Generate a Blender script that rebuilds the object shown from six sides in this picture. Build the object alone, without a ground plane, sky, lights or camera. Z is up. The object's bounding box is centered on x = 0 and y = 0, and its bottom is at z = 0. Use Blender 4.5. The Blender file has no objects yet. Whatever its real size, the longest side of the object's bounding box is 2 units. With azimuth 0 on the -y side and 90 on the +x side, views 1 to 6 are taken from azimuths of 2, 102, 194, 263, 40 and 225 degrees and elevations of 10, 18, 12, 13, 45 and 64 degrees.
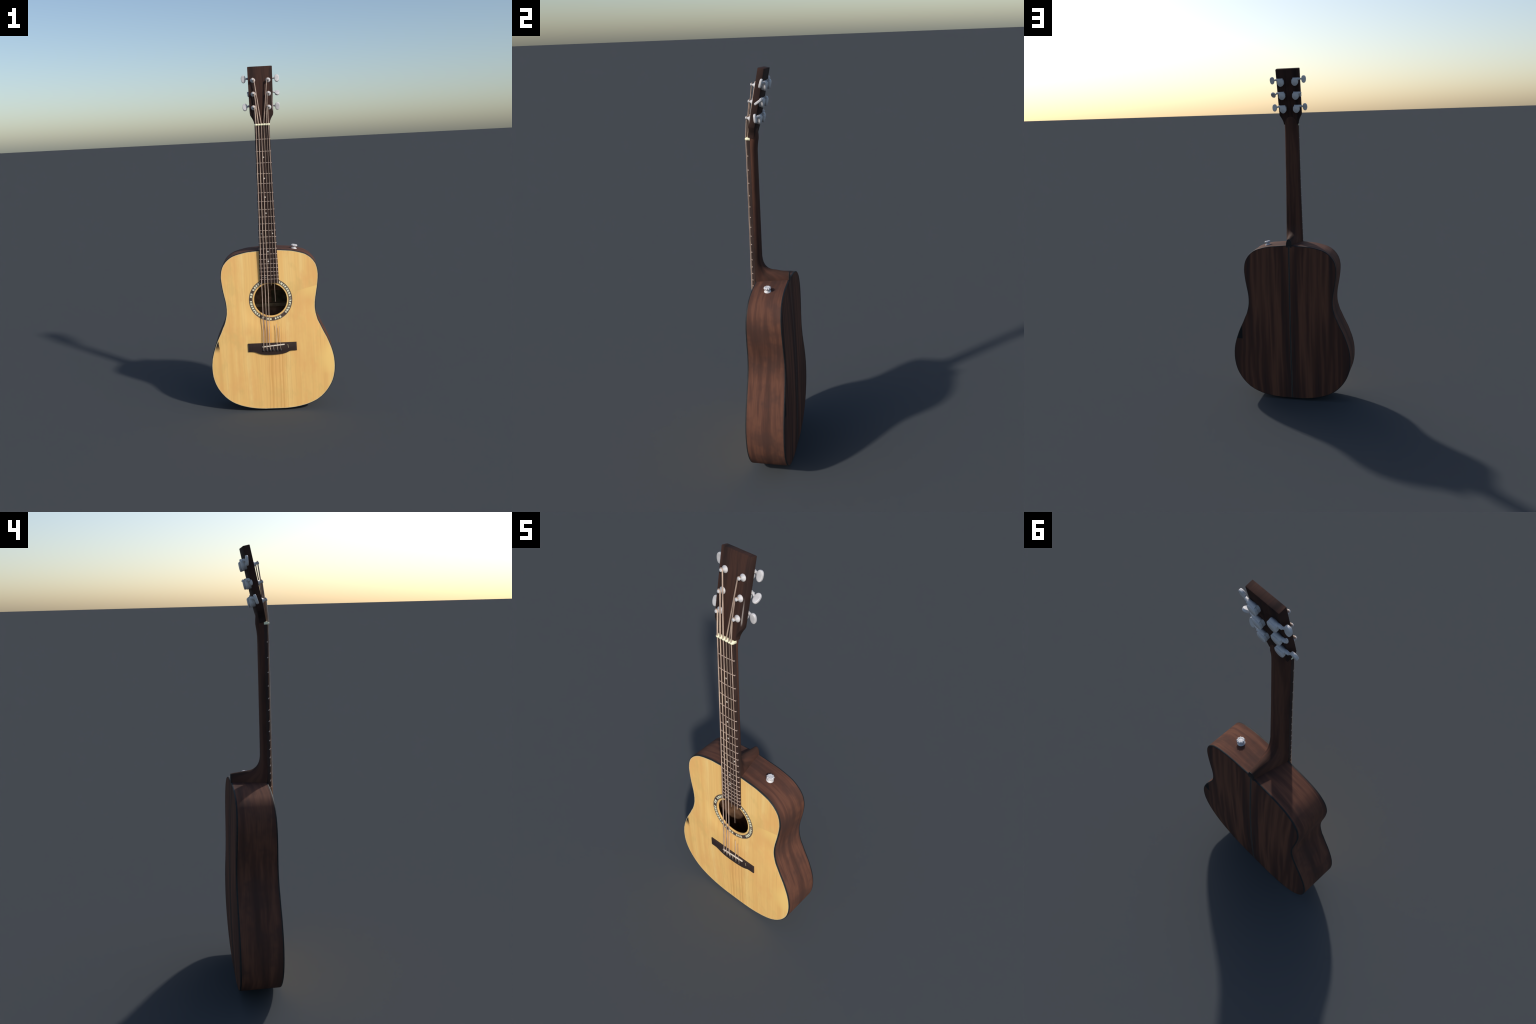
import bpy, bmesh, math, random
import numpy as np
from mathutils import Vector, Matrix

rng = random.Random(7)
scene = bpy.context.scene

# ------------------------------------------------------------------ helpers
def link(ob, parent=None):
    scene.collection.objects.link(ob)
    if parent is not None:
        ob.parent = parent
    return ob

def mesh_of(name, verts, faces, mat=None, smooth=40):
    me = bpy.data.meshes.new(name)
    me.from_pydata([tuple(map(float, v)) for v in verts], [], [tuple(f) for f in faces])
    bm = bmesh.new(); bm.from_mesh(me)
    bmesh.ops.recalc_face_normals(bm, faces=bm.faces)
    bm.to_mesh(me); bm.free()
    finish(me, mat, smooth)
    return me

def finish(me, mat, smooth=40):
    if mat is not None:
        me.materials.append(mat)
    me.validate()
    if smooth:
        me.shade_smooth()
        me.set_sharp_from_angle(angle=math.radians(smooth))
    me.update()

def part(name, verts, faces, mat, parent, smooth=40):
    return link(bpy.data.objects.new(name, mesh_of(name, verts, faces, mat, smooth)), parent)

def catmull(P, n, closed=False):
    """n samples per span through control points P"""
    P = np.asarray(P, float); m = len(P); out = []
    spans = m if closed else m - 1
    for i in range(spans):
        if closed:
            a, b, c, d = P[(i-1) % m], P[i], P[(i+1) % m], P[(i+2) % m]
        else:
            b, c = P[i], P[i+1]
            a = P[i-1] if i > 0 else 2*b - c
            d = P[i+2] if i + 2 < m else 2*c - b
        for k in range(n):
            t = k / n
            out.append(.5*((2*b) + (c-a)*t + (2*a-5*b+4*c-d)*t*t + (3*b-a-3*c+d)*t**3))
    if not closed:
        out.append(P[-1])
    return np.array(out)

def resample(P, n, closed=True):
    P = np.asarray(P, float)
    Q = np.vstack([P, P[:1]]) if closed else P
    L = np.concatenate([[0], np.cumsum(np.linalg.norm(np.diff(Q, axis=0), axis=1))])
    t = np.linspace(0, L[-1], n + 1)[:-1] if closed else np.linspace(0, L[-1], n)
    return np.stack([np.interp(t, L, Q[:, k]) for k in range(Q.shape[1])], 1)

def loft(sections, closed=True, caps=True, loop=False):
    """sections: list of equal-length point lists"""
    n = len(sections[0]); V = [p for s in sections for p in s]; F = []
    rows = len(sections)
    for j in range(rows if loop else rows - 1):
        a, b = j*n, ((j+1) % rows)*n
        for i in range(n if closed else n - 1):
            k = (i+1) % n
            F.append((a+i, a+k, b+k, b+i))
    if caps and not loop:
        F.append(tuple(range(n))[::-1]); F.append(tuple(range((rows-1)*n, rows*n)))
    return V, F

def tube(path, r, n=10, r_end=None):
    P = [Vector(p) for p in path]; secs = []
    up = Vector((0, 0, 1))
    for i, p in enumerate(P):
        d = (P[min(i+1, len(P)-1)] - P[max(i-1, 0)]).normalized()
        a = d.cross(Vector((1, .13, .07))).normalized() if abs(d.x) < .9 else d.cross(Vector((0, .1, 1))).normalized()
        b = d.cross(a)
        rr = r if r_end is None else r + (r_end - r)*i/(len(P)-1)
        secs.append([p + (a*math.cos(2*math.pi*k/n) + b*math.sin(2*math.pi*k/n))*rr for k in range(n)])
    return loft(secs)

def lathe(profile, n=32, mod=None):
    """profile of (radius, height) turned about local z; mod(angle, i) scales the radius"""
    secs = []
    for i, (r, h) in enumerate(profile):
        secs.append([(r*(mod(2*math.pi*k/n, i) if mod else 1)*math.cos(2*math.pi*k/n),
                      r*(mod(2*math.pi*k/n, i) if mod else 1)*math.sin(2*math.pi*k/n), h) for k in range(n)])
    return loft(secs)

def merge(*vf):
    V, F = [], []
    for v, f in vf:
        o = len(V); V += list(v); F += [tuple(i+o for i in g) for g in f]
    return V, F

def prism(outline, y0, y1, bevel=.002, seg=2, name='p'):
    """outline in (x,z) extruded from y0 (front) to y1, front edge rounded"""
    bm = bmesh.new()
    vs = [bm.verts.new((x, y1, z)) for x, z in outline]
    f = bm.faces.new(vs)
    r = bmesh.ops.extrude_face_region(bm, geom=[f])
    top = [e for e in r['geom'] if isinstance(e, bmesh.types.BMVert)]
    for v in top:
        v.co.y = y0
    ts = set(top)
    edges = [e for e in bm.edges if e.verts[0] in ts and e.verts[1] in ts]
    bmesh.ops.recalc_face_normals(bm, faces=bm.faces)
    if bevel:
        bmesh.ops.bevel(bm, geom=edges, offset=bevel, segments=seg, affect='EDGES', profile=.5)
    return bm

# ------------------------------------------------------------------ materials
class Nodes:
    def __init__(s, name):
        s.mat = bpy.data.materials.new(name); s.mat.use_nodes = True
        s.t = s.mat.node_tree; s.n = s.t.nodes; s.l = s.t.links
        s.bsdf = s.n['Principled BSDF']
        s.co = s.n.new('ShaderNodeTexCoord').outputs['Object']
    def put(s, sock, v):
        if v is None: return
        if isinstance(v, bpy.types.NodeSocket): s.l.new(v, sock)
        else: sock.default_value = v
    def sep(s, v=None):
        x = s.n.new('ShaderNodeSeparateXYZ'); s.put(x.inputs[0], v or s.co); return x.outputs
    def comb(s, x, y, z):
        c = s.n.new('ShaderNodeCombineXYZ')
        for i, v in enumerate((x, y, z)): s.put(c.inputs[i], v)
        return c.outputs[0]
    def math(s, op, a, b=None, c=None, clamp=False):
        m = s.n.new('ShaderNodeMath'); m.operation = op; m.use_clamp = clamp
        for i, v in enumerate((a, b, c)): s.put(m.inputs[i], v)
        return m.outputs[0]
    def step(s, v, a, b):
        m = s.n.new('ShaderNodeMapRange'); m.interpolation_type = 'SMOOTHSTEP'
        s.put(m.inputs['Value'], v); s.put(m.inputs['From Min'], a); s.put(m.inputs['From Max'], b)
        return m.outputs['Result']
    def scale(s, vec, sc, loc=(0, 0, 0)):
        m = s.n.new('ShaderNodeMapping'); s.put(m.inputs['Vector'], vec)
        m.inputs['Scale'].default_value = sc; m.inputs['Location'].default_value = loc
        return m.outputs[0]
    def noise(s, vec, scale=1, detail=3, rough=.55, dist=0):
        t = s.n.new('ShaderNodeTexNoise'); s.put(t.inputs['Vector'], vec)
        t.inputs['Scale'].default_value = scale; t.inputs['Detail'].default_value = detail
        t.inputs['Roughness'].default_value = rough; t.inputs['Distortion'].default_value = dist
        return t.outputs['Fac']
    def ramp(s, fac, stops):
        r = s.n.new('ShaderNodeValToRGB'); s.put(r.inputs[0], fac)
        el = r.color_ramp.elements
        while len(el) < len(stops): el.new(.5)
        for e, (p, c) in zip(el, stops):
            e.position = p; e.color = (*c, 1)
        return r.outputs[0]
    def mix(s, fac, a, b, mode='MIX'):
        m = s.n.new('ShaderNodeMix'); m.data_type = 'RGBA'; m.blend_type = mode
        s.put(m.inputs[0], fac)
        for k, v in ((6, a), (7, b)):
            s.put(m.inputs[k], (*v, 1) if isinstance(v, tuple) and len(v) == 3 else v)
        return m.outputs[2]
    def bump(s, h, strength=.1, dist=.001):
        b = s.n.new('ShaderNodeBump'); b.inputs['Strength'].default_value = strength
        b.inputs['Distance'].default_value = dist
        s.put(b.inputs['Height'], h); s.l.new(b.outputs[0], s.bsdf.inputs['Normal'])
    def done(s, col, rough=.5, metal=0, spec=.5):
        rough = min(1, rough+.2); spec = spec*.7
        s.put(s.bsdf.inputs['Base Color'], (*col, 1) if isinstance(col, tuple) else col)
        s.put(s.bsdf.inputs['Roughness'], rough); s.put(s.bsdf.inputs['Metallic'], metal)
        s.bsdf.inputs['Specular IOR Level'].default_value = spec
        return s.mat

def srgb(r, g, b):
    f = lambda c: (c/255)/12.92 if c/255 <= .04045 else ((c/255+.055)/1.055)**2.4
    return (f(r), f(g), f(b))

def mat_spruce():
    s = Nodes('spruce_top')
    o = s.sep()
    # broad boards / reed stripes running up the top
    wob = s.noise(s.scale(s.co, (3, 1, 2.2)), 1, 2)
    xw = s.math('ADD', o[0], s.math('MULTIPLY', s.math('SUBTRACT', wob, .5), .03))
    v = s.comb(xw, 0, o[2])
    broad = s.noise(s.scale(v, (17, 1, .5)), 1, 3, .6)
    col = s.ramp(broad, [(.32, (.88, .490, .160)), (.45, (.94, .565, .190)), (.56, (.965, .605, .210)), (.70, (.98, .665, .255))])
    fine = s.noise(s.scale(v, (150, 1, 1.6), (3, 0, 0)), 1, 3, .6)
    col = s.mix(s.math('MULTIPLY', s.step(fine, .45, .72), .32), col, (.78, .43, .135))
    hair = s.noise(s.scale(v, (420, 1, 5), (9, 0, 0)), 1, 2, .5)
    col = s.mix(s.math('MULTIPLY', s.step(hair, .5, .75), .12), col, (.68, .40, .14))
    blot = s.noise(s.scale(s.co, (7, 1, 4), (1, 0, 4)), 1, 4, .6)
    col = s.mix(s.math('MULTIPLY', s.step(blot, .46, .66), .65), col, (.90, .485, .165))
    blot2 = s.noise(s.scale(s.co, (11, 1, 6), (8, 0, 1)), 1, 4, .65)
    col = s.mix(s.math('MULTIPLY', s.step(blot2, .50, .70), .5), col, (.80, .52, .175))
    # orange reed stripes near the centre seam below the sound hole
    stripes = s.noise(s.scale(v, (60, 1, .25), (5, 0, 2)), 1, 2)
    band = s.math('MULTIPLY', s.step(s.math('ABSOLUTE', s.math('SUBTRACT', o[0], .015)), .10, .03),
                  s.step(o[2], .62, .45))
    col = s.mix(s.math('MULTIPLY', s.math('MULTIPLY', s.step(stripes, .47, .6), band), .6), col, (.74, .37, .105))
    # light reflections painted golden: right waist with a hard upper edge, and lower bout
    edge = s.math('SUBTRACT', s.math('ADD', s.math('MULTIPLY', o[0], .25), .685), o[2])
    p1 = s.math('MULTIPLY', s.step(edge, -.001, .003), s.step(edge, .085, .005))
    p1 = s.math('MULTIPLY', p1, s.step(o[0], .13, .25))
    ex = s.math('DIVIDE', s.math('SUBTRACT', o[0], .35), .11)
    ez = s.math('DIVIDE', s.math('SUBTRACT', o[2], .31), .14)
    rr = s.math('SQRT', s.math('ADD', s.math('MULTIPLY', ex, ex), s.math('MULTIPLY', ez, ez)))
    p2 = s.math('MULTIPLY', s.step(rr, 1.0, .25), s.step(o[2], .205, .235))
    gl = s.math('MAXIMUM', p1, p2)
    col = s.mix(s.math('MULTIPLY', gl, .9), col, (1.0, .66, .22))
    # dark chip by the left edge
    n2 = s.noise(s.scale(s.co, (60, 60, 60)), 1, 3)
    xe = s.math('ADD', s.math('MULTIPLY', s.math('SUBTRACT', o[2], .43), -.1), -.3180)
    xe = s.math('ADD', xe, s.math('MULTIPLY', s.math('SUBTRACT', n2, .5), .012))
    chip = s.math('MULTIPLY', s.step(o[0], s.math('ADD', xe, .003), xe),
                  s.math('MULTIPLY', s.step(o[2], .362, .415), s.step(o[2], .462, .450)))
    col = s.mix(chip, col, (.018, .013, .012))
    # small scratch
    s.bump(fine, .08, .0006)
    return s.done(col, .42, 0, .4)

def mat_rosewood(name, across, dark=(.012, .009, .008), mid=(.028, .017, .013), light=(.055, .029, .019),
                 along=1.0, mirror=False, gain=1.0, streak=1.0, freq=26):
    s = Nodes(name)
    o = s.sep()
    x = s.math('ABSOLUTE', o[0]) if mirror else o[0]
    vec = s.comb(x, o[1], o[2])
    wob = s.noise(s.scale(s.co, (2.5, 2.5, 2.5), (4, 1, 2)), 1, 2)
    add = s.n.new('ShaderNodeVectorMath'); add.operation = 'ADD'
    s.put(add.inputs[0], vec)
    k = s.math('MULTIPLY', s.math('SUBTRACT', wob, .5), .03)
    s.put(add.inputs[1], s.comb(k, k, 0.0))
    vec = add.outputs[0]
    ax = {'x': (1, 0, 0), 'y': (0, 1, 0)}[across]
    sc = lambda a, b: tuple(a if q else b for q in ax)
    broad = s.noise(s.scale(vec, sc(freq, along)), 1, 3, .55)
    G = lambda c: tuple(gain*q for q in c)
    col = s.ramp(broad, [(.34, G(dark)), (.48, G(mid)), (.58, G(light)), (.72, G(mid))])
    fine = s.noise(s.scale(vec, sc(170, 5*along), (2, 6, 1)), 1, 4, .6)
    col = s.mix(s.math('MULTIPLY', s.step(fine, .45, .72), .55*streak), col, G(dark))
    pore = s.noise(s.scale(vec, sc(600, 22*along), (7, 3, 1)), 1, 2, .5)
    col = s.mix(s.math('MULTIPLY', s.step(pore, .5, .72), .3*streak), col, G(light))
    s.bump(pore, .12, .0004)
    return s, col, o

def mat_side():
    s, col, o = mat_rosewood('walnut_side', 'y', (.064, .032, .024), (.098, .043, .030), (.146, .062, .039), along=2.2, streak=.6)
    blot = s.noise(s.scale(s.co, (9, 9, 9), (2, 2, 2)), 1, 3)
    col = s.mix(s.math('MULTIPLY', s.step(blot, .46, .64), .6), col, (.068, .036, .029))
    return s.done(col, .6, 0, .2)

def mat_back():
    s, col, o = mat_rosewood('rosewood_back', 'x', (.036, .025, .024), (.080, .036, .026), (.155, .066, .041), mirror=True, along=.6, streak=.3, freq=15)
    n2 = s.noise(s.scale(s.co, (40, 40, 40)), 1, 2)
    xe = s.math('ADD', .305, s.math('MULTIPLY', s.math('SUBTRACT', n2, .5), .004))
    chip = s.math('MULTIPLY', s.step(o[0], xe, s.math('ADD', xe, .003)),
                  s.math('MULTIPLY', s.step(o[2], .380, .384), s.step(o[2], .466, .455)))
    col = s.mix(chip, col, (.016, .016, .017))
    return s.done(col, .6, 0, .14)

def mat_neck():
    s, col, o = mat_rosewood('mahogany_neck', 'x', (.040, .023, .018), (.074, .034, .025), (.112, .050, .033), along=1.5, streak=.6)
    sp = s.n.new('ShaderNodeTexVoronoi'); s.put(sp.inputs['Vector'], s.scale(s.co, (30, 30, 14)))
    col = s.mix(s.step(sp.outputs['Distance'], .05, .02), col, (.16, .11, .09))
    return s.done(col, .6, 0, .14)

def mat_headstock():
    s, col, o = mat_rosewood('headstock_veneer', 'x', (.017, .012, .011), (.037, .021, .018), (.060, .029, .022), along=1.2, streak=.8)
    # pale streak along the right front edge
    m = s.math('MULTIPLY', s.step(s.math('ABSOLUTE', s.math('SUBTRACT', o[0], .0635)), .0035, .001),
               s.math('MULTIPLY', s.step(o[2], 1.745, 1.765), s.step(o[2], 1.86, 1.80)))
    f = s.math('LESS_THAN', s.math('ADD', o[1], s.math('MULTIPLY', s.math('SUBTRACT', 1.998, o[2]), .211)), -.015)
    col = s.mix(s.math('MULTIPLY', s.math('MULTIPLY', m, f), .8), col, (.36, .31, .28))
    return s.done(col, .6, 0, .14)

def mat_ebony(name, base=(.032, .018, .015), light=(.054, .030, .024)):
    s = Nodes(name)
    n1 = s.noise(s.scale(s.co, (160, 30, 8)), 1, 4, .6)
    col = s.ramp(n1, [(.35, base), (.65, light)])
    s.bump(n1, .08, .0004)
    return s.done(col, .5, 0, .35)

def mat_plain(name, col, rough=.5, metal=0, var=.12, sc=60, spec=.5):
    s = Nodes(name)
    n1 = s.noise(s.co, sc, 3)
    c = s.mix(s.step(n1, .35, .7), tuple(q*(1-var) for q in col), tuple(min(1, q*(1+var)) for q in col))
    return s.done(c, rough, metal, spec)

def mat_string(name='wound_string', k=1.0):
    s = Nodes(name)
    n1 = s.noise(s.scale(s.co, (60, 60, 9)), 1, 3)
    c = s.ramp(n1, [(q, tuple(k*v for v in c)) for q, c in ((.3, (.28, .19, .145)), (.5, (.48, .35, .28)), (.7, (.66, .50, .37)))])
    w = s.n.new('ShaderNodeTexWave'); w.bands_direction = 'Z'
    s.put(w.inputs['Vector'], s.co); w.inputs['Scale'].default_value = 160
    s.bump(w.outputs['Fac'], .3, .0004)
    return s.done(c, .45, 0, .5)

def mat_metal():
    s = Nodes('satin_nickel')
    n1 = s.noise(s.co, 45, 3)
    c = s.ramp(n1, [(.35, (.54, .525, .53)), (.65, (.64, .62, .62))])
    return s.done(c, .3, 0, .8)

def mat_strip():
    s = Nodes('back_seam')
    o = s.sep()
    a = s.math('ABSOLUTE', s.math('ADD', o[0], .0))
    c = s.mix(s.step(a, .0012, .0022), (.008, .009, .010), (.085, .075, .065))
    return s.done(c, .5, 0, .3)

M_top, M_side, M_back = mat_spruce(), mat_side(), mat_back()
M_neck, M_head = mat_neck(), mat_headstock()
M_board = mat_ebony('rosewood_fingerboard')
M_bridge = mat_ebony('ebony_bridge', (.034, .021, .019), (.046, .029, .026))
M_black = mat_plain('black_binding', (.013, .014, .015), .45, 0, .2)
M_cap = mat_plain('dark_heel_cap', (.016, .012, .011), .5)
M_inside = mat_plain('raw_inside_wood', (.20, .11, .065), .8, 0, .3, 25, .1)
M_brace = mat_plain('raw_brace_wood', (.20, .14, .08), .8, 0, .2, 30, .1)
M_block = mat_plain('olive_block', (.085, .065, .035), .8, 0, .3, 25, .1)
M_fret = mat_plain('fret_wire', (.52, .40, .34), .4, .1, .15)
M_nut = mat_plain('cream_bone', (.96, .92, .63), .5, 0, .04)
M_saddle = mat_plain('pale_bone', (.80, .70, .58), .45, 0, .12)
M_pearl = mat_plain('pearl_dot', (.68, .62, .56), .35, 0, .15, 200)
M_tile = mat_plain('shell_tile', (.90, .84, .60), .35, 0, .2, 150)
M_tile2 = mat_plain('grey_shell_tile', (.40, .33, .25), .35, 0, .25, 150)
M_ring = mat_plain('rosette_wood', (.080, .052, .042), .5, 0, .3, 90)
M_purf = mat_plain('pale_purfling', (.70, .60, .38), .5, 0, .15)
M_pin = mat_plain('black_pin', (.055, .050, .048), .3, 0, .2, 50, .7)
M_string, M_plain, M_metal = mat_string(), mat_string('plain_string', .58), mat_metal()
M_plain2 = mat_string('headstock_string', .78)

# ------------------------------------------------------------------ the guitar
guitar = link(bpy.data.objects.new('acoustic_guitar', None))
guitar['label'] = 'steel-string acoustic guitar with pale spruce top and dark rosewood body'
guitar['category'] = 'acoustic guitar'

# body outline: half profile (x, z) of the dreadnought shape, mirrored
half = [(0, .9700), (.049, .9670), (.090, .9637), (.132, .9597), (.173, .9505), (.213, .9365), (.247, .9110),
        (.272, .8735), (.2818, .8235), (.278, .768), (.270, .718), (.2625, .677), (.2588, .644), (.2587, .6155),
        (.2615, .590), (.267, .567), (.274, .543), (.285, .520), (.2955, .495), (.3085, .468), (.3235, .437),
        (.3365, .4035), (.3490, .3665), (.3585, .3255), (.3627, .282), (.3610, .2375), (.3525, .1935),
        (.336, .152), (.312, .1148), (.2825, .082), (.2465, .0555), (.206, .0365), (.164, .0238), (.120, .0152),
        (.077, .0108), (.034, .0086), (0, .0082)]
ctrl = half + [(-x, z) for x, z in half[-2:0:-1]]
OUT = resample(catmull(ctrl, 12, True), 420)

def inset(P, d):
    t = np.roll(P, -1, 0) - np.roll(P, 1, 0)
    t /= np.linalg.norm(t, axis=1)[:, None]
    n = np.stack([t[:, 1], -t[:, 0]], 1)
    c = P.mean(0)
    if ((P - c)*n).sum() > 0:
        n = -n
    return P + n*d

OUT = inset(OUT, -.0020)
OUT[:, 1] = np.maximum(OUT[:, 1], .0078)

yf = lambda z: -.0852 - .0210*z + .0305*z*z       # rim line of the front
yb = lambda z: .1026 + .0219*z - .0382*z*z        # rim line of the back

def ring_at(P, fy):
    return [(x, fy(x, z), z) for x, z in P]

# ribs (bent side): outer wall, inner wall
BW = .0065
sec = []
for fy, d in ((lambda x, z: yf(z)+BW, 0), (lambda x, z: yb(z)-BW, 0), (lambda x, z: yb(z)-BW, .006), (lambda x, z: yf(z)+BW, .006)):
    sec.append(ring_at(inset(OUT, d), fy))
# a few intermediate rows on the outer wall
rows = [ring_at(OUT, lambda x, z, t=t: (yf(z)+BW)*(1-t) + (yb(z)-BW)*t) for t in np.linspace(0, 1, 7)]
V, F = loft(rows + [sec[2], sec[3]], loop=True)
side = part('side', V, F, M_side, guitar)

# bindings: black strip with rounded outer corner
def binding(name, fy, sgn):
    prof = [(0, BW), (0, .0038), (.0011, .0011), (.0032, 0), (.0042, .0002), (.0042, BW)]
    rows = [ring_at(inset(OUT, d), lambda x, z, h=h: fy(z) + sgn*h) for d, h in prof]
    V, F = loft(rows, loop=True)
    return part(name, V, F, M_black, guitar, 50)
front_binding = binding('front_binding', yf, 1)
back_binding = binding('back_binding', yb, -1)

# pale purfling line just inside the black front binding
rows = [ring_at(inset(OUT, d), lambda x, z, h=h: yf(z)+h) for d, h in ((.0042, .004), (.0042, -.0001), (.0062, -.0001), (.0062, .004))]
V, F = loft(rows, loop=True)
part('purfling', V, F, M_purf, front_binding)

# the top swells a few millimetres in the lower bout
def smooth(v, a, b):
    t = max(0, min(1, (v-a)/(b-a))); return t*t*(3-2*t)
ARCH = .0050
def swell(t, x, z):
    r = math.hypot(x-.0015, z-.6765)
    return -ARCH*smooth(z, .70, .50)*(1-t**3)*smooth(r, .126, .20) if t < 1 else 0.0
# soundboard with sound hole
HC = np.array([.0015, .6765]); HR = .0955
IN = inset(OUT, .0062)
ang = np.arctan2(IN[:, 1]-HC[1], IN[:, 0]-HC[0])
hole = HC + HR*np.stack([np.cos(ang), np.sin(ang)], 1)
def board(thick_from, thick_to):
    rows = [ring_at(hole, lambda x, z: yf(z)+thick_to)]
    rows.append(ring_at(hole, lambda x, z: yf(z)+.0012))
    for t in [q**1.6 for q in np.linspace(0, 1, 26)[1:]]:
        P = (hole + .0008*(hole-HC)/HR)*(1-t) + IN*t
        if len(rows) == 2:
            P0 = hole + .0008*(hole-HC)/HR
            rows.append(ring_at(P0, lambda x, z: yf(z)))
        rows.append(ring_at(P, lambda x, z, t=t: yf(z)+swell(t, x, z)))
    rows.append(ring_at(IN, lambda x, z: yf(z)+thick_to))
    return loft(rows, loop=True)
V, F = board(0, .006)
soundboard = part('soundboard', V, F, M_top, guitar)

# back plate: gently domed
BI = inset(OUT, .0042); BC = np.array([0, .47]); DOME = .004
rows = []
TS = [1, .97, .9, .8, .7, .6, .5, .4, .3, .2, .1, .02]
dome = lambda t: DOME*(1-t*t)
rows.append([(x, yb(z)-.006, z) for x, z in BI])
for t in TS:
    P = BC + (BI-BC)*t
    rows.append([(x, yb(z)+dome(t), z) for x, z in P])
V, F = loft(rows, caps=True)
back = part('back', V, F[:-2] + [F[-1]], M_back, guitar)
rows = []
for t in TS:
    P = BC + (inset(OUT, .007)-BC)*t
    rows.append([(x, yb(z)+dome(t)-.018, z) for x, z in P])
V, F = loft(rows, caps=True)
part('inner_back', V, F[:-2]+[F[-1]], M_inside, back)
rows = [ring_at(inset(OUT, .0065), lambda x, z, t=t: (yf(z)+.008)*(1-t)+(yb(z)-.010)*t) for t in (0, 1)]
V, F = loft(rows, caps=False)
part('inner_lining', V, F, M_inside, side)
# braces glued across the inside of the back
for zc in (.80, .30):
    w = .24
    V, F = loft([[(-w, yb(zc)-.006, zc-.008), (-w, yb(zc)-.006, zc+.008), (-w, yb(zc)-.022, zc+.005), (-w, yb(zc)-.022, zc-.005)],
                 [(w, yb(zc)-.006, zc-.008), (w, yb(zc)-.006, zc+.008), (w, yb(zc)-.022, zc+.005), (w, yb(zc)-.022, zc-.005)]])
    part('brace', V, F, M_brace, back)

def box(x0, x1, y0, y1, z0, z1):
    return loft([[(x, y0, z0), (x, y1, z0), (x, y1, z1), (x, y0, z1)] for x in (x0, x1)])
V, F = box(-.25, .25, .062, yb(.61)-.004, .600, .620)
part('brace', V, F, M_brace, back)
V, F = box(.004, .105, .0845, yb(.7)-.004, .6225, .79)
part('inner_block', V, F, M_block, back)
# centre seam strip of the back
def back_y(z, x=0):
    # t of the point on the axis
    top, bot = BI[:, 1].max(), BI[:, 1].min()
    t = (z-BC[1])/(top-BC[1]) if z > BC[1] else (BC[1]-z)/(BC[1]-bot)
    return yb(z) + dome(min(1, t))
rows = []
for z in np.linspace(.0125, .9655, 60):
    y = back_y(z)
    rows.append([(-.0045, y-.002, z), (-.0045, y+.0003, z), (-.0025, y+.0006, z), (.0025, y+.0006, z), (.0045, y+.0003, z), (.0045, y-.002, z)])
V, F = loft(rows)
part('seam_strip', V, F, mat_strip(), back)

# ---- rosette
def annulus(r0, r1, h0, h1, n=160, a0=0, a1=2*math.pi, closed=True):
    secs = []
    for r, h in ((r0, h0), (r0, h1), (r1, h1), (r1, h0)):
        secs.append([(HC[0]+r*math.cos(a), yf(HC[1]+r*math.sin(a))-h, HC[1]+r*math.sin(a))
                     for a in [a0+(a1-a0)*k/n for k in range(n if closed else n+1)]])
    return secs
V, F = loft(annulus(.1042, .1258, -.002, .0004), loop=True)
rosette = part('rosette', V, F, M_ring, soundboard)
for nm, r0, r1 in (('inner_line', .1062, .1070), ('outer_line', .1225, .1232)):
    V, F = loft(annulus(r0, r1, 0, .0006), loop=True)
    part('rosette_line', V, F, M_tile2, rosette)
def tiles(sel):
    r = random.Random(11); out = []; a = 0
    while a < 2*math.pi - .03:
        w = r.uniform(.070, .100); gap = r.choice([.034, .040, .052])
        kind = 0 if r.random() < .84 else 1
        if kind == sel:
            r0 = .1084 + r.uniform(0, .0012); r1 = .1208 - r.uniform(0, .0012)
            n = 4; sk = r.uniform(-.012, .012)
            secs = []
            for rr, h, s in ((r0, .0002, -sk), (r0, .0009, -sk), (r1, .0009, sk), (r1, .0002, sk)):
                secs.append([(HC[0]+rr*math.cos(q+s), yf(HC[1]+rr*math.sin(q+s))-h, HC[1]+rr*math.sin(q+s))
                             for q in [a+w*k/n for k in range(n+1)]])
            V, F = loft(secs, closed=False, caps=False, loop=True)
            m = n+1
            F += [(0, m, 2*m, 3*m), (n, m+n, 2*m+n, 3*m+n)]
            out.append((V, F))
        a += w + gap
    return merge(*out)
for nm, sel, mt in (('shell_mosaic', 0, M_tile), ('grey_mosaic', 1, M_tile2)):
    V, F = tiles(sel)
    ob = part(nm, V, F, mt, rosette)
    ob['kind'] = 'stuff'

# ---- bridge
br_half = [(-.1420, .4200), (.1420, .4205), (.1424, .3708), (.1150, .3702), (.1010, .3680), (.0890, .3615), (.0620, .3535),
           (.0168, .3487), (-.0430, .3495), (-.0758, .3564), (-.0963, .3650), (-.1111, .3695), (-.1418, .3705)]
curve = catmull(br_half[3:12], 5)
outline = br_half[:3] + [tuple(p) for p in curve] + [br_half[12]]
yt = yf(.39) - .0035
bm = prism(outline, yt-.0075, yt+.006, .0022)
me = bpy.data.meshes.new('bridge'); bm.to_mesh(me); bm.free(); finish(me, M_bridge, 35)
bridge = link(bpy.data.objects.new('bridge', me), guitar)
ybt = yt - .0075
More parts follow.
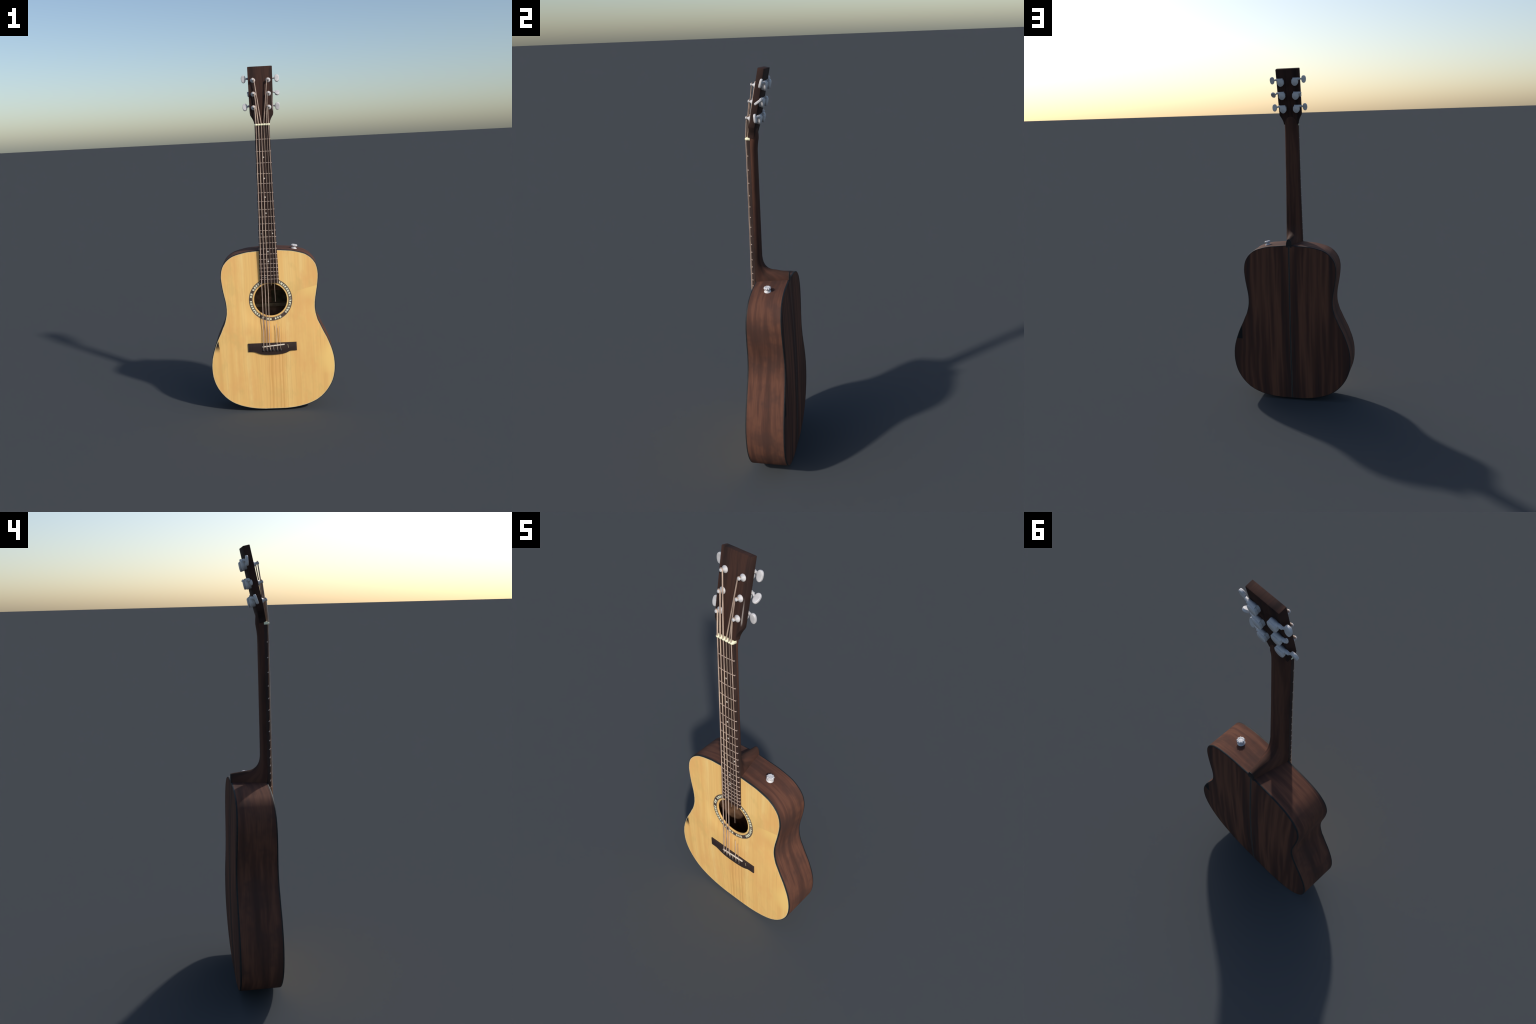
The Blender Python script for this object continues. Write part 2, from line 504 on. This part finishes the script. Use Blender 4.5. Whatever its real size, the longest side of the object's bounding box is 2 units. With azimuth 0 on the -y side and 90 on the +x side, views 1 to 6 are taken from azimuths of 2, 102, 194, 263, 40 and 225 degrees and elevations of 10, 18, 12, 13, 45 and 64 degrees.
# saddle
sp = [(-.058, .3985), (.0715, .4100)]
def bar(p, q, w, y0, y1, bev=.0008):
    d = np.array(q)-np.array(p); d /= np.linalg.norm(d); n = np.array([-d[1], d[0]])
    o = [np.array(p)-n*w, np.array(q)-n*w, np.array(q)+n*w, np.array(p)+n*w]
    return prism([tuple(k) for k in o], y0, y1, bev)
bm = bar(*sp, .0032, ybt-.0050, ybt+.003, .0012)
me = bpy.data.meshes.new('saddle'); bm.to_mesh(me); bm.free(); finish(me, M_saddle, 40)
link(bpy.data.objects.new('saddle', me), bridge)
bm = bar((.0905, .4090), (.0930, .3880), .0008, ybt-.0004, ybt+.001, 0)
me = bpy.data.meshes.new('hairline_chip'); bm.to_mesh(me); bm.free(); finish(me, M_purf, 40)
link(bpy.data.objects.new('hairline_chip', me), bridge)

# ---- bridge pins (local z is outward)
pinx = [-.0525, -.0325, -.0115, .0070, .0280, .0490]
V, F = lathe([(.0004, .0075), (.0028, .0072), (.0045, .0058), (.0052, .0040), (.0046, .0022), (.0034, .0012), (.0036, -.003), (.0004, -.003)], 20)
pin_me = mesh_of('bridge_pin', V, F, M_pin, 60)
V, F = lathe([(.0002, .0084), (.0016, .0082), (.0026, .0074), (.0026, .006), (.0002, .006)], 14)
dot_me = mesh_of('pin_dot', V, F, M_metal, 60)
out_rot = Matrix.Rotation(math.radians(90), 4, 'X')
for x in pinx:
    p = bpy.data.objects.new('bridge_pin', pin_me); p.parent = bridge
    p.matrix_local = Matrix.Translation((x, ybt, .3772)) @ out_rot @ Matrix.Rotation(rng.uniform(-.15, .15), 4, 'X')
    scene.collection.objects.link(p)
    d = bpy.data.objects.new('pin_dot', dot_me); d.parent = bridge
    d.matrix_local = p.matrix_local.copy()
    scene.collection.objects.link(d)

# ------------------------------------------------------------------ neck and heel
fbw = lambda z: float(np.interp(z, [.77, .82, 1.03, 1.30, 1.45, 1.669], [.0552, .0545, .0497, .0447, .0434, .0416]))            # half width of the fingerboard
FBT, FBB = -.0935, -.0775
QP = []   # (front/root point, back ridge point, half width, roundness)
for z, yb_ in ((1.748, -.056), (1.735, -.0505), (1.722, -.0472), (1.705, -.0450), (1.688, -.0440), (1.672, -.0441),
               (1.655, -.0468), (1.638, -.0492), (1.62, -.0508)):
    w = {1.748: .020, 1.735: .026, 1.722: .032, 1.705: .0370, 1.688: .0405}.get(z, fbw(z)-.0005)
    QP.append(((FBB if z < 1.69 else -.070, z), (yb_, z), w, {1.705: 2.6, 1.688: 2.8, 1.672: 2.8}.get(z, 2.5)))
for z in np.linspace(1.58, 1.13, 10):
    QP.append(((FBB, z), (-.0512, z), fbw(z)-.0005, 2.5))
heel_back = [(-.0510, 1.105), (-.0500, 1.078), (-.0448, 1.0560), (-.0345, 1.0385), (-.0190, 1.0265), (-.0030, 1.0205),
             (.0200, 1.0180), (.0450, 1.0145), (.0680, 1.0115), (.0850, 1.0092)]
heel_root = [(FBB, 1.090), (FBB, 1.060), (FBB, 1.020), (FBB+.002, .985), (-.070, .958), (-.045, .955),
             (-.010, .955), (.025, .955), (.058, .955), (.0850, .955)]
hb, hr = catmull(heel_back, 4), catmull(heel_root, 4)
for b, q in zip(hb, hr):
    t = max(0, min(1, (q[0]+.0772)/(.085+.0772)))
    w = .0178 + (fbw(q[1])-.0005-.0178)*(1-t)**1.15
    k = (len(QP)-19)/len(hb)          # the heel turns from a rounded shaft into a keel with a ridge
    pw = float(np.interp(k, [0, .22, .42, .75, 1], [2.5, 2.3, 1.9, 1.9, 2.5]))
    QP.append((tuple(q), tuple(b), w, pw))
NS = 28
secs = []
for (qy, qz), (py, pz), w, p in QP:
    s = []
    for k in range(NS+1):
        a = math.pi*k/NS
        c, sn = math.cos(a), math.sin(a)
        x = w*math.copysign(abs(c)**(2/p), c)
        t = abs(sn)**(2/p)
        s.append((x, qy+(py-qy)*t, qz+(pz-qz)*t))
    secs.append(s)
V, F = loft(secs)
neck = part('neck', V, F, M_neck, guitar, 50)
# heel cap
s0 = secs[-1]
cap = [[(x*1.01, y-.0002, z) for x, y, z in s0], [(x*1.01, y+.0028, z) for x, y, z in s0], [(x*.96, y+.0036, .955+(z-.955)*.97) for x, y, z in s0]]
V, F = loft(cap)
part('heel_cap', V, F, M_cap, neck)

# ---- fingerboard, slightly cambered
secs = []
for z in np.linspace(.7765, 1.6695, 24):
    w = fbw(z); s = [(-w, FBB+.0012, z), (-w, FBT+.0044, z), (-w+.0006, FBT+.0034, z)]
    for u in np.linspace(-.97, .97, 9):
        s.append((u*w, FBT+.0032*u*u, z))
    s += [(w-.0006, FBT+.0034, z), (w, FBT+.0044, z), (w, FBB+.0012, z)]
    secs.append(s)
V, F = loft(secs)
fingerboard = part('fingerboard', V, F, M_board, guitar, 30)

# ---- frets: shared bead, scaled to the width at its place
fz = [1.5960, 1.5290, 1.4650, 1.4050, 1.3500, 1.2980, 1.2485, 1.2030, 1.1610, 1.1215, 1.0830, 1.0460, 1.0110, .9775,
      .9465, .9170, .8900, .8660, .8435, .8215, .7995]
prof = [(math.cos(a)*.0017, -math.sin(a)*.0018) for a in np.linspace(0, math.pi, 8)] + [(-.0017, .0015), (.0017, .0015)]
secs = [[(u, FBT+.0032*u*u + (y*k if y < 0 else y*(2.4 if abs(u) > .99 else 1)), z*(1.25 if abs(u) > .99 else 1)) for z, y in prof] for u, k in
        [(-1.018, .6), (-.995, 1)] + [(u, 1) for u in np.linspace(-.9, .9, 7)] + [(.995, 1), (1.018, .6)]]
V, F = loft(secs)
fret_me = mesh_of('fret', V, F, M_fret, 50)
for i, z in enumerate(fz):
    f = bpy.data.objects.new('fret', fret_me); f.parent = fingerboard
    f.location = (0, rng.uniform(-.0002, .0002), z); f.scale = (fbw(z), 1, 1)
    f.rotation_euler = (0, rng.uniform(-.008, .008), 0)
    scene.collection.objects.link(f)
# ---- pearl dots
V, F = lathe([(.0003, .0009), (.0036, .0008), (.0042, .0003), (.0042, -.002), (.0003, -.002)], 20)
inlay_me = mesh_of('inlay_dot', V, F, M_pearl, 60)
for x, z, k in ((.000, 1.4960, .9), (-.001, 1.3780, 1.0), (-.002, 1.2725, 1.05), (-.001, 1.1815, 1.0), (.0300, 1.0645, 1.0), (-.0330, 1.0650, .8),
                (-.0005, .9610, 1.1), (-.0008, .9040, 1.15), (-.036, .8110, .7), (-.0190, .8110, .7)):
    d = bpy.data.objects.new('inlay_dot', inlay_me); d.parent = fingerboard
    d.matrix_local = Matrix.Translation((x, FBT+.0032*(x/fbw(z))**2, z)) @ out_rot @ Matrix.Scale(k, 4)
    scene.collection.objects.link(d)

# ---- nut: bone bar swollen between the string slots
sx_nut = [-.0338, -.0195, -.0042, .0101, .0248, .0358]
secs = []
for x in np.linspace(-.0425, .0435, 60):
    d = min(abs(x-q) for q in sx_nut)
    lump = .0022*math.exp(-(d/.0042)**2)
    e = min(1, (x+.0425)/.003, (.0435-x)/.003); e = math.sqrt(max(.05, e))
    top, hw = -.0985-lump*1.0, (.0060+lump*.8)*(.6+.4*e)
    zc = 1.6755
    s = [(x, -.076, zc-.0055)] + [(x, -.0885 + (top+.0885)*math.sin(a)*e, zc-hw*math.cos(a)) for a in np.linspace(0, math.pi, 9)] + [(x, -.076, zc+.0055)]
    secs.append(s)
V, F = loft(secs)
link(bpy.data.objects.new('nut', mesh_of('nut', V, F, M_nut, 60)), neck)

# ------------------------------------------------------------------ headstock
SL = .211
CA = 1/math.sqrt(1+SL*SL); SA = SL*CA
H0 = np.array([0, -.0196, 1.998])
TH = .0302
def hs(x, z, off=0.0):
    """point on the headstock front plane at height z, moved off outward (front)"""
    return (x, H0[1]+SL*(z-H0[2]) - off*CA, z + off*SA)
hh = [(.0660, 1.9985), (.0695, 1.9955), (.0683, 1.92), (.0672, 1.83), (.0661, 1.76), (.0658, 1.744), (.0635, 1.734),
      (.0575, 1.7240), (.0520, 1.7140), (.0475, 1.7035), (.0447, 1.694), (.0432, 1.6830)]
corner = [(.0655, 1.9985), (.0680, 1.9978), (.0694, 1.9950)]
low = catmull(hh[5:], 4)
right = corner + hh[2:5] + [tuple(p) for p in low]
outl = right + [(-x, z) for x, z in right[::-1]]
def hs_sec(d, off):
    P = np.array(outl)
    P = inset(P, d)
    return [hs(x, z, off) for x, z in P]
secs = [hs_sec(.0025, -TH), hs_sec(.0007, -TH+.0007), hs_sec(0, -TH+.0025), hs_sec(0, -.0022), hs_sec(.0007, -.0006), hs_sec(.0022, 0)]
V, F = loft(secs)
headstock = part('headstock', V, F, M_head, guitar, 35)

# frame of the headstock: local x right, local y up the headstock, local z out of the front
def hframe(x, z, off):
    p = hs(x, z, off)
    M = Matrix(((1, 0, 0), (0, SA, -CA), (0, CA, SA))).to_4x4()
    M.translation = Vector(p)
    return M

# ---- tuning machines
post_v, post_f = lathe([(.0008, -.002), (.0138, -.002), (.0138, .0010), (.0130, .0026), (.0112, .0046), (.0088, .0072), (.0072, .0100),
                        (.0060, .0125), (.0054, .0155), (.0058, .0175), (.0064, .0200), (.0062, .0232), (.0050, .0246), (.0008, .0250)], 28)
post_me = mesh_of('tuning_post', post_v, post_f, M_metal, 50)
def housing(sgn):
    """gear case behind the headstock: round cover, squared worm end, shaft tube towards the edge (local coords, back plane z=0, out = -z)"""
    N = 40; o = []
    R = .0196
    # outline: circle blended with a squared inner-upper corner
    for k in range(N):
        a = 2*math.pi*k/N
        x, y = R*math.cos(a), R*math.sin(a)
        if y > 0:
            y = min(R*1.08*abs(math.sin(a))**.55, .0225)
            if x*sgn < 0:
                x = -sgn*R*abs(math.cos(a))**.6*.97
        if y < 0 and abs(math.sin(a)) > .85:
            y *= 1.06
        o.append((x, y))
    secs = []
    for s, h in ((.93, .003), (.93, -.0098), (.89, -.0101), (.89, -.0108), (.98, -.0111), (.98, -.0188), (.955, -.0202), (.92, -.0207)):
        secs.append([(x*s, y*s, h) for x, y in o])
    A = loft(secs)
    # worm tube and shaft
    def cyl(x0, x1, r0, r1, y, z, n=18):
        return loft([[(x, y+r*math.cos(2*math.pi*k/n), z+r*math.sin(2*math.pi*k/n)) for k in range(n)] for x, r in ((x0, r0), (x1, r1))])
    B = cyl(-sgn*.012, sgn*.022, .0088, .0080, .0165, -.0085)
    C = cyl(sgn*.018, sgn*.034, .0072, .0052, .0172, -.0070)
    return merge(A, B, C)
house_me = {s: mesh_of('tuning_machine', *housing(s), M_metal, 45) for s in (1, -1)}
def knob_mesh():
    """oval finger paddle: local x along the shaft, y along the long axis, z thickness"""
    secs = []
    N = 36
    prof = [(.25, -.0056), (.70, -.0056), (.88, -.0053), (.955, -.0046), (.99, -.0034), (1, -.002), (1, .002), (.99, .0034), (.955, .0046), (.88, .0053), (.70, .0056), (.25, .0056)]
    for s, h in prof:
        r = []
        for k in range(N):
            a = 2*math.pi*k/N
            c, q = math.cos(a), math.sin(a)
            x = .0134*math.copysign(abs(c)**.85, c)
            y = .0212*math.copysign(abs(q)**.9, q)
            x *= 1 + .06*(y/.0212)
            r.append((x*s, y*s, h))
        secs.append(r)
    return loft(secs)
knob_me = mesh_of('tuning_knob', *knob_mesh(), M_metal, 50)

tuners = [  # x post, z post, x case, z case, knob centre, knob tilt (top towards the back)
    (-.0412, 1.9210, -.0441, 1.9150, (-.0946, -.0028, 1.9323), 3),
    (-.0412, 1.8447, -.0428, 1.8366, None, 0),
    (-.0425, 1.7702, -.0426, 1.7618, (-.0918, -.0375, 1.7764), 20),
    (.0441, 1.9197, .0401, 1.9127, (.0929, -.0029, 1.9302), 17),
    (.0436, 1.8452, .0379, 1.8380, (.0920, -.0177, 1.8491), 56),
    (.0424, 1.7700, .0366, 1.7613, (.0906, -.0354, 1.7753), -4)]
posts = []
for px, pz, cx, cz, kc, tilt in tuners:
    sg = 1 if px > 0 else -1
    # case: its outer face was measured 22 mm behind the back plane
    zc = cz + .022*SA*.0
    M = hframe(cx, zc + (TH+.022)*SA, -TH)
    t = bpy.data.objects.new('tuning_machine', house_me[sg]); t.parent = guitar
    t.matrix_local = M
    scene.collection.objects.link(t)
    p = bpy.data.objects.new('tuning_post', post_me)
    scene.collection.objects.link(p); p.parent = t
    Mp = hframe(px, pz, 0)
    p.matrix_local = M.inverted() @ Mp @ Matrix.Rotation(rng.uniform(0, 6), 4, 'Z')
    posts.append((px, pz))
    # shaft from the case to the knob
    w0 = M @ Vector((sg*.030, .0172, -.0070))
    if kc is not None:
        w1 = Vector(kc) - Vector((sg*.010, 0, 0))
        Mi = M.inverted()
        V, F = tube([Mi @ w0.lerp(w1, k/4) for k in range(5)], .0052, 14, .0034)
        s = part('tuner_shaft', V, F, M_metal, t)
        kn = bpy.data.objects.new('tuning_knob', knob_me)
        scene.collection.objects.link(kn); kn.parent = t
        a = math.radians(tilt)
        R = Matrix(((1, 0, 0), (0, math.sin(a), -math.cos(a)), (0, math.cos(a), math.sin(a)))).to_4x4()
        if sg < 0:
            R = R @ Matrix.Rotation(math.pi, 4, 'Y')
        kn.matrix_local = Mi @ Matrix.Translation(kc) @ R
    else:   # the knob broke off here: a flat stub remains
        V, F = lathe([(.0006, -.0085), (.0055, -.0075), (.0085, -.003), (.0088, .003), (.006, .0075), (.0006, .0085)], 18)
        V = [(z*.75, y*1.45, x*.75) for x, y, z in V]
        s = part('broken_knob_stub', V, F, M_metal, t, 60)
        Mi = M.inverted()
        s.matrix_local = Mi @ Matrix.Translation((-.0690, -.0215, 1.8455)) @ Matrix.Rotation(math.radians(78), 4, 'X')

# ------------------------------------------------------------------ strings
srad = [.0025, .0024, .0022, .0018, .0015, .0020]
order = [2, 1, 0, 3, 4, 5]      # posts: tuners list rows for strings low to high
sx_sad = [-.0512, -.0330, -.0160, .0065, .0268, .0465]
sx_mid = [(-.0454, -.0452, -.0472), (-.0270, -.0268, -.0293), (-.0102, -.0095, -.0135), (.0096, .0096, .0080), (.0279, .0292, .0286), (.0447, .0452, .0449)]
post_for = [(-.0425, 1.7702), (-.0412, 1.8447), (-.0412, 1.9210), (.0441, 1.9197), (.0436, 1.8452), (.0424, 1.7700)]
YN, ZN = -.0960, 1.6755
SY = ybt - .0040
def saddle_z(x):
    return sp[0][1] + (sp[1][1]-sp[0][1])*(x-sp[0][0])/(sp[1][0]-sp[0][0])
def along(i, z):
    zs = saddle_z(sx_sad[i])
    x = float(np.interp(z, [zs, .485, .695, .845, ZN], [sx_sad[i], *sx_mid[i][::-1], sx_nut[i]]))
    return (x, float(np.interp(z, [.41, .55, .70, .85, 1.0, 1.2, 1.4, ZN], [SY, SY+.0018, SY+.0032, -.0977, -.0978, -.0971, -.0966, YN])), z)
def string(path, r, mat):
    V, F = tube(path, r, 10)
    part('string', V, F, mat, guitar, 60)
for i in range(6):
    px, pz = post_for[i]; sg = 1 if px > 0 else -1
    r = srad[i]
    # windings on the post, then down to the nut
    head = []
    turns = .4
    for k in range(30):
        a = -sg*(2*math.pi*turns*(k/29)) + math.pi*(.0 if sg > 0 else 1)
        off = .0185 + .002*k/29
        rad = .0066
        c = hs(px, pz, off)
        u = (math.cos(math.pi if sg > 0 else 0)*1.0)
        ang_ = (math.pi if sg > 0 else 0) - sg*2*math.pi*turns*(1-k/29)
        head.append((c[0]+rad*math.cos(ang_), c[1]+rad*math.sin(ang_)*SA, c[2]+rad*math.sin(ang_)*CA))
    e = head[-1]
    nutp = (sx_nut[i], YN-.0006, ZN+.003)
    mid = [tuple(np.array(e)*(1-t)+np.array(nutp)*t) for t in np.linspace(.08, 1, 10)]
    neckz = {0: .0, 1: .0, 2: .0, 3: .765, 4: .668, 5: .775}[i]
    zend = saddle_z(sx_sad[i]) if neckz == 0 else neckz
    run = [along(i, z) for z in np.linspace(ZN-.003, zend, 26)]
    tail = []
    if neckz == 0:
        tail = [(sx_sad[i]+(pinx[i]-sx_sad[i])*t, SY+.0030*t, zend+(.3800-zend)*t) for t in (.3, .7, 1)]
    V_, F_ = tube(head + mid, max(.0026, r*1.3), 10)
    part('string', V_, F_, M_string if i < 3 else M_plain2, guitar, 60)
    string([(sx_nut[i], YN-.0004, ZN+.004)] + run + tail, r, M_string if i < 3 or i == 5 else M_plain)
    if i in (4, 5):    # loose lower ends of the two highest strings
        z0 = .535 if i == 4 else .520
        run = [along(i, z) for z in np.linspace(z0, saddle_z(sx_sad[i]), 12)]
        run = [(x, y, z) for x, y, z in run]
        ze = saddle_z(sx_sad[i])
        tail = [(sx_sad[i]+(pinx[i]-sx_sad[i])*t, SY+.0030*t, ze+(.3800-ze)*t) for t in (.3, .7, 1)]
        string(run+tail, .0016 if i == 4 else .0012, M_string)
    if i == 3:
        ze = saddle_z(sx_sad[i])
        string([(sx_sad[i]+(pinx[i]-sx_sad[i])*t, SY+.0030*t, ze+(.3800-ze)*t) for t in (-.1, .3, .7, 1)], .0016, M_string)

# ------------------------------------------------------------------ strap button on the right shoulder
ns = 54
scal = lambda a, i: 1 + (.22*abs(math.cos(4.5*a)) - .12 if 6 <= i <= 11 else 0)
V, F = lathe([(.0005, -.006), (.0178, -.006), (.0178, .0010), (.0160, .0045), (.0105, .0085), (.0080, .0115), (.0120, .0140), (.0158, .0160),
              (.0170, .0195), (.0165, .0230), (.0140, .0255), (.0100, .0262), (.0085, .0245), (.0045, .0250), (.0005, .0252)], ns, scal)
btn = part('strap_button', V, F, M_metal, guitar, 40)
btn.matrix_local = Matrix.Translation((.1494, .0042, .9563)) @ Matrix.Rotation(math.radians(9), 4, 'Y')
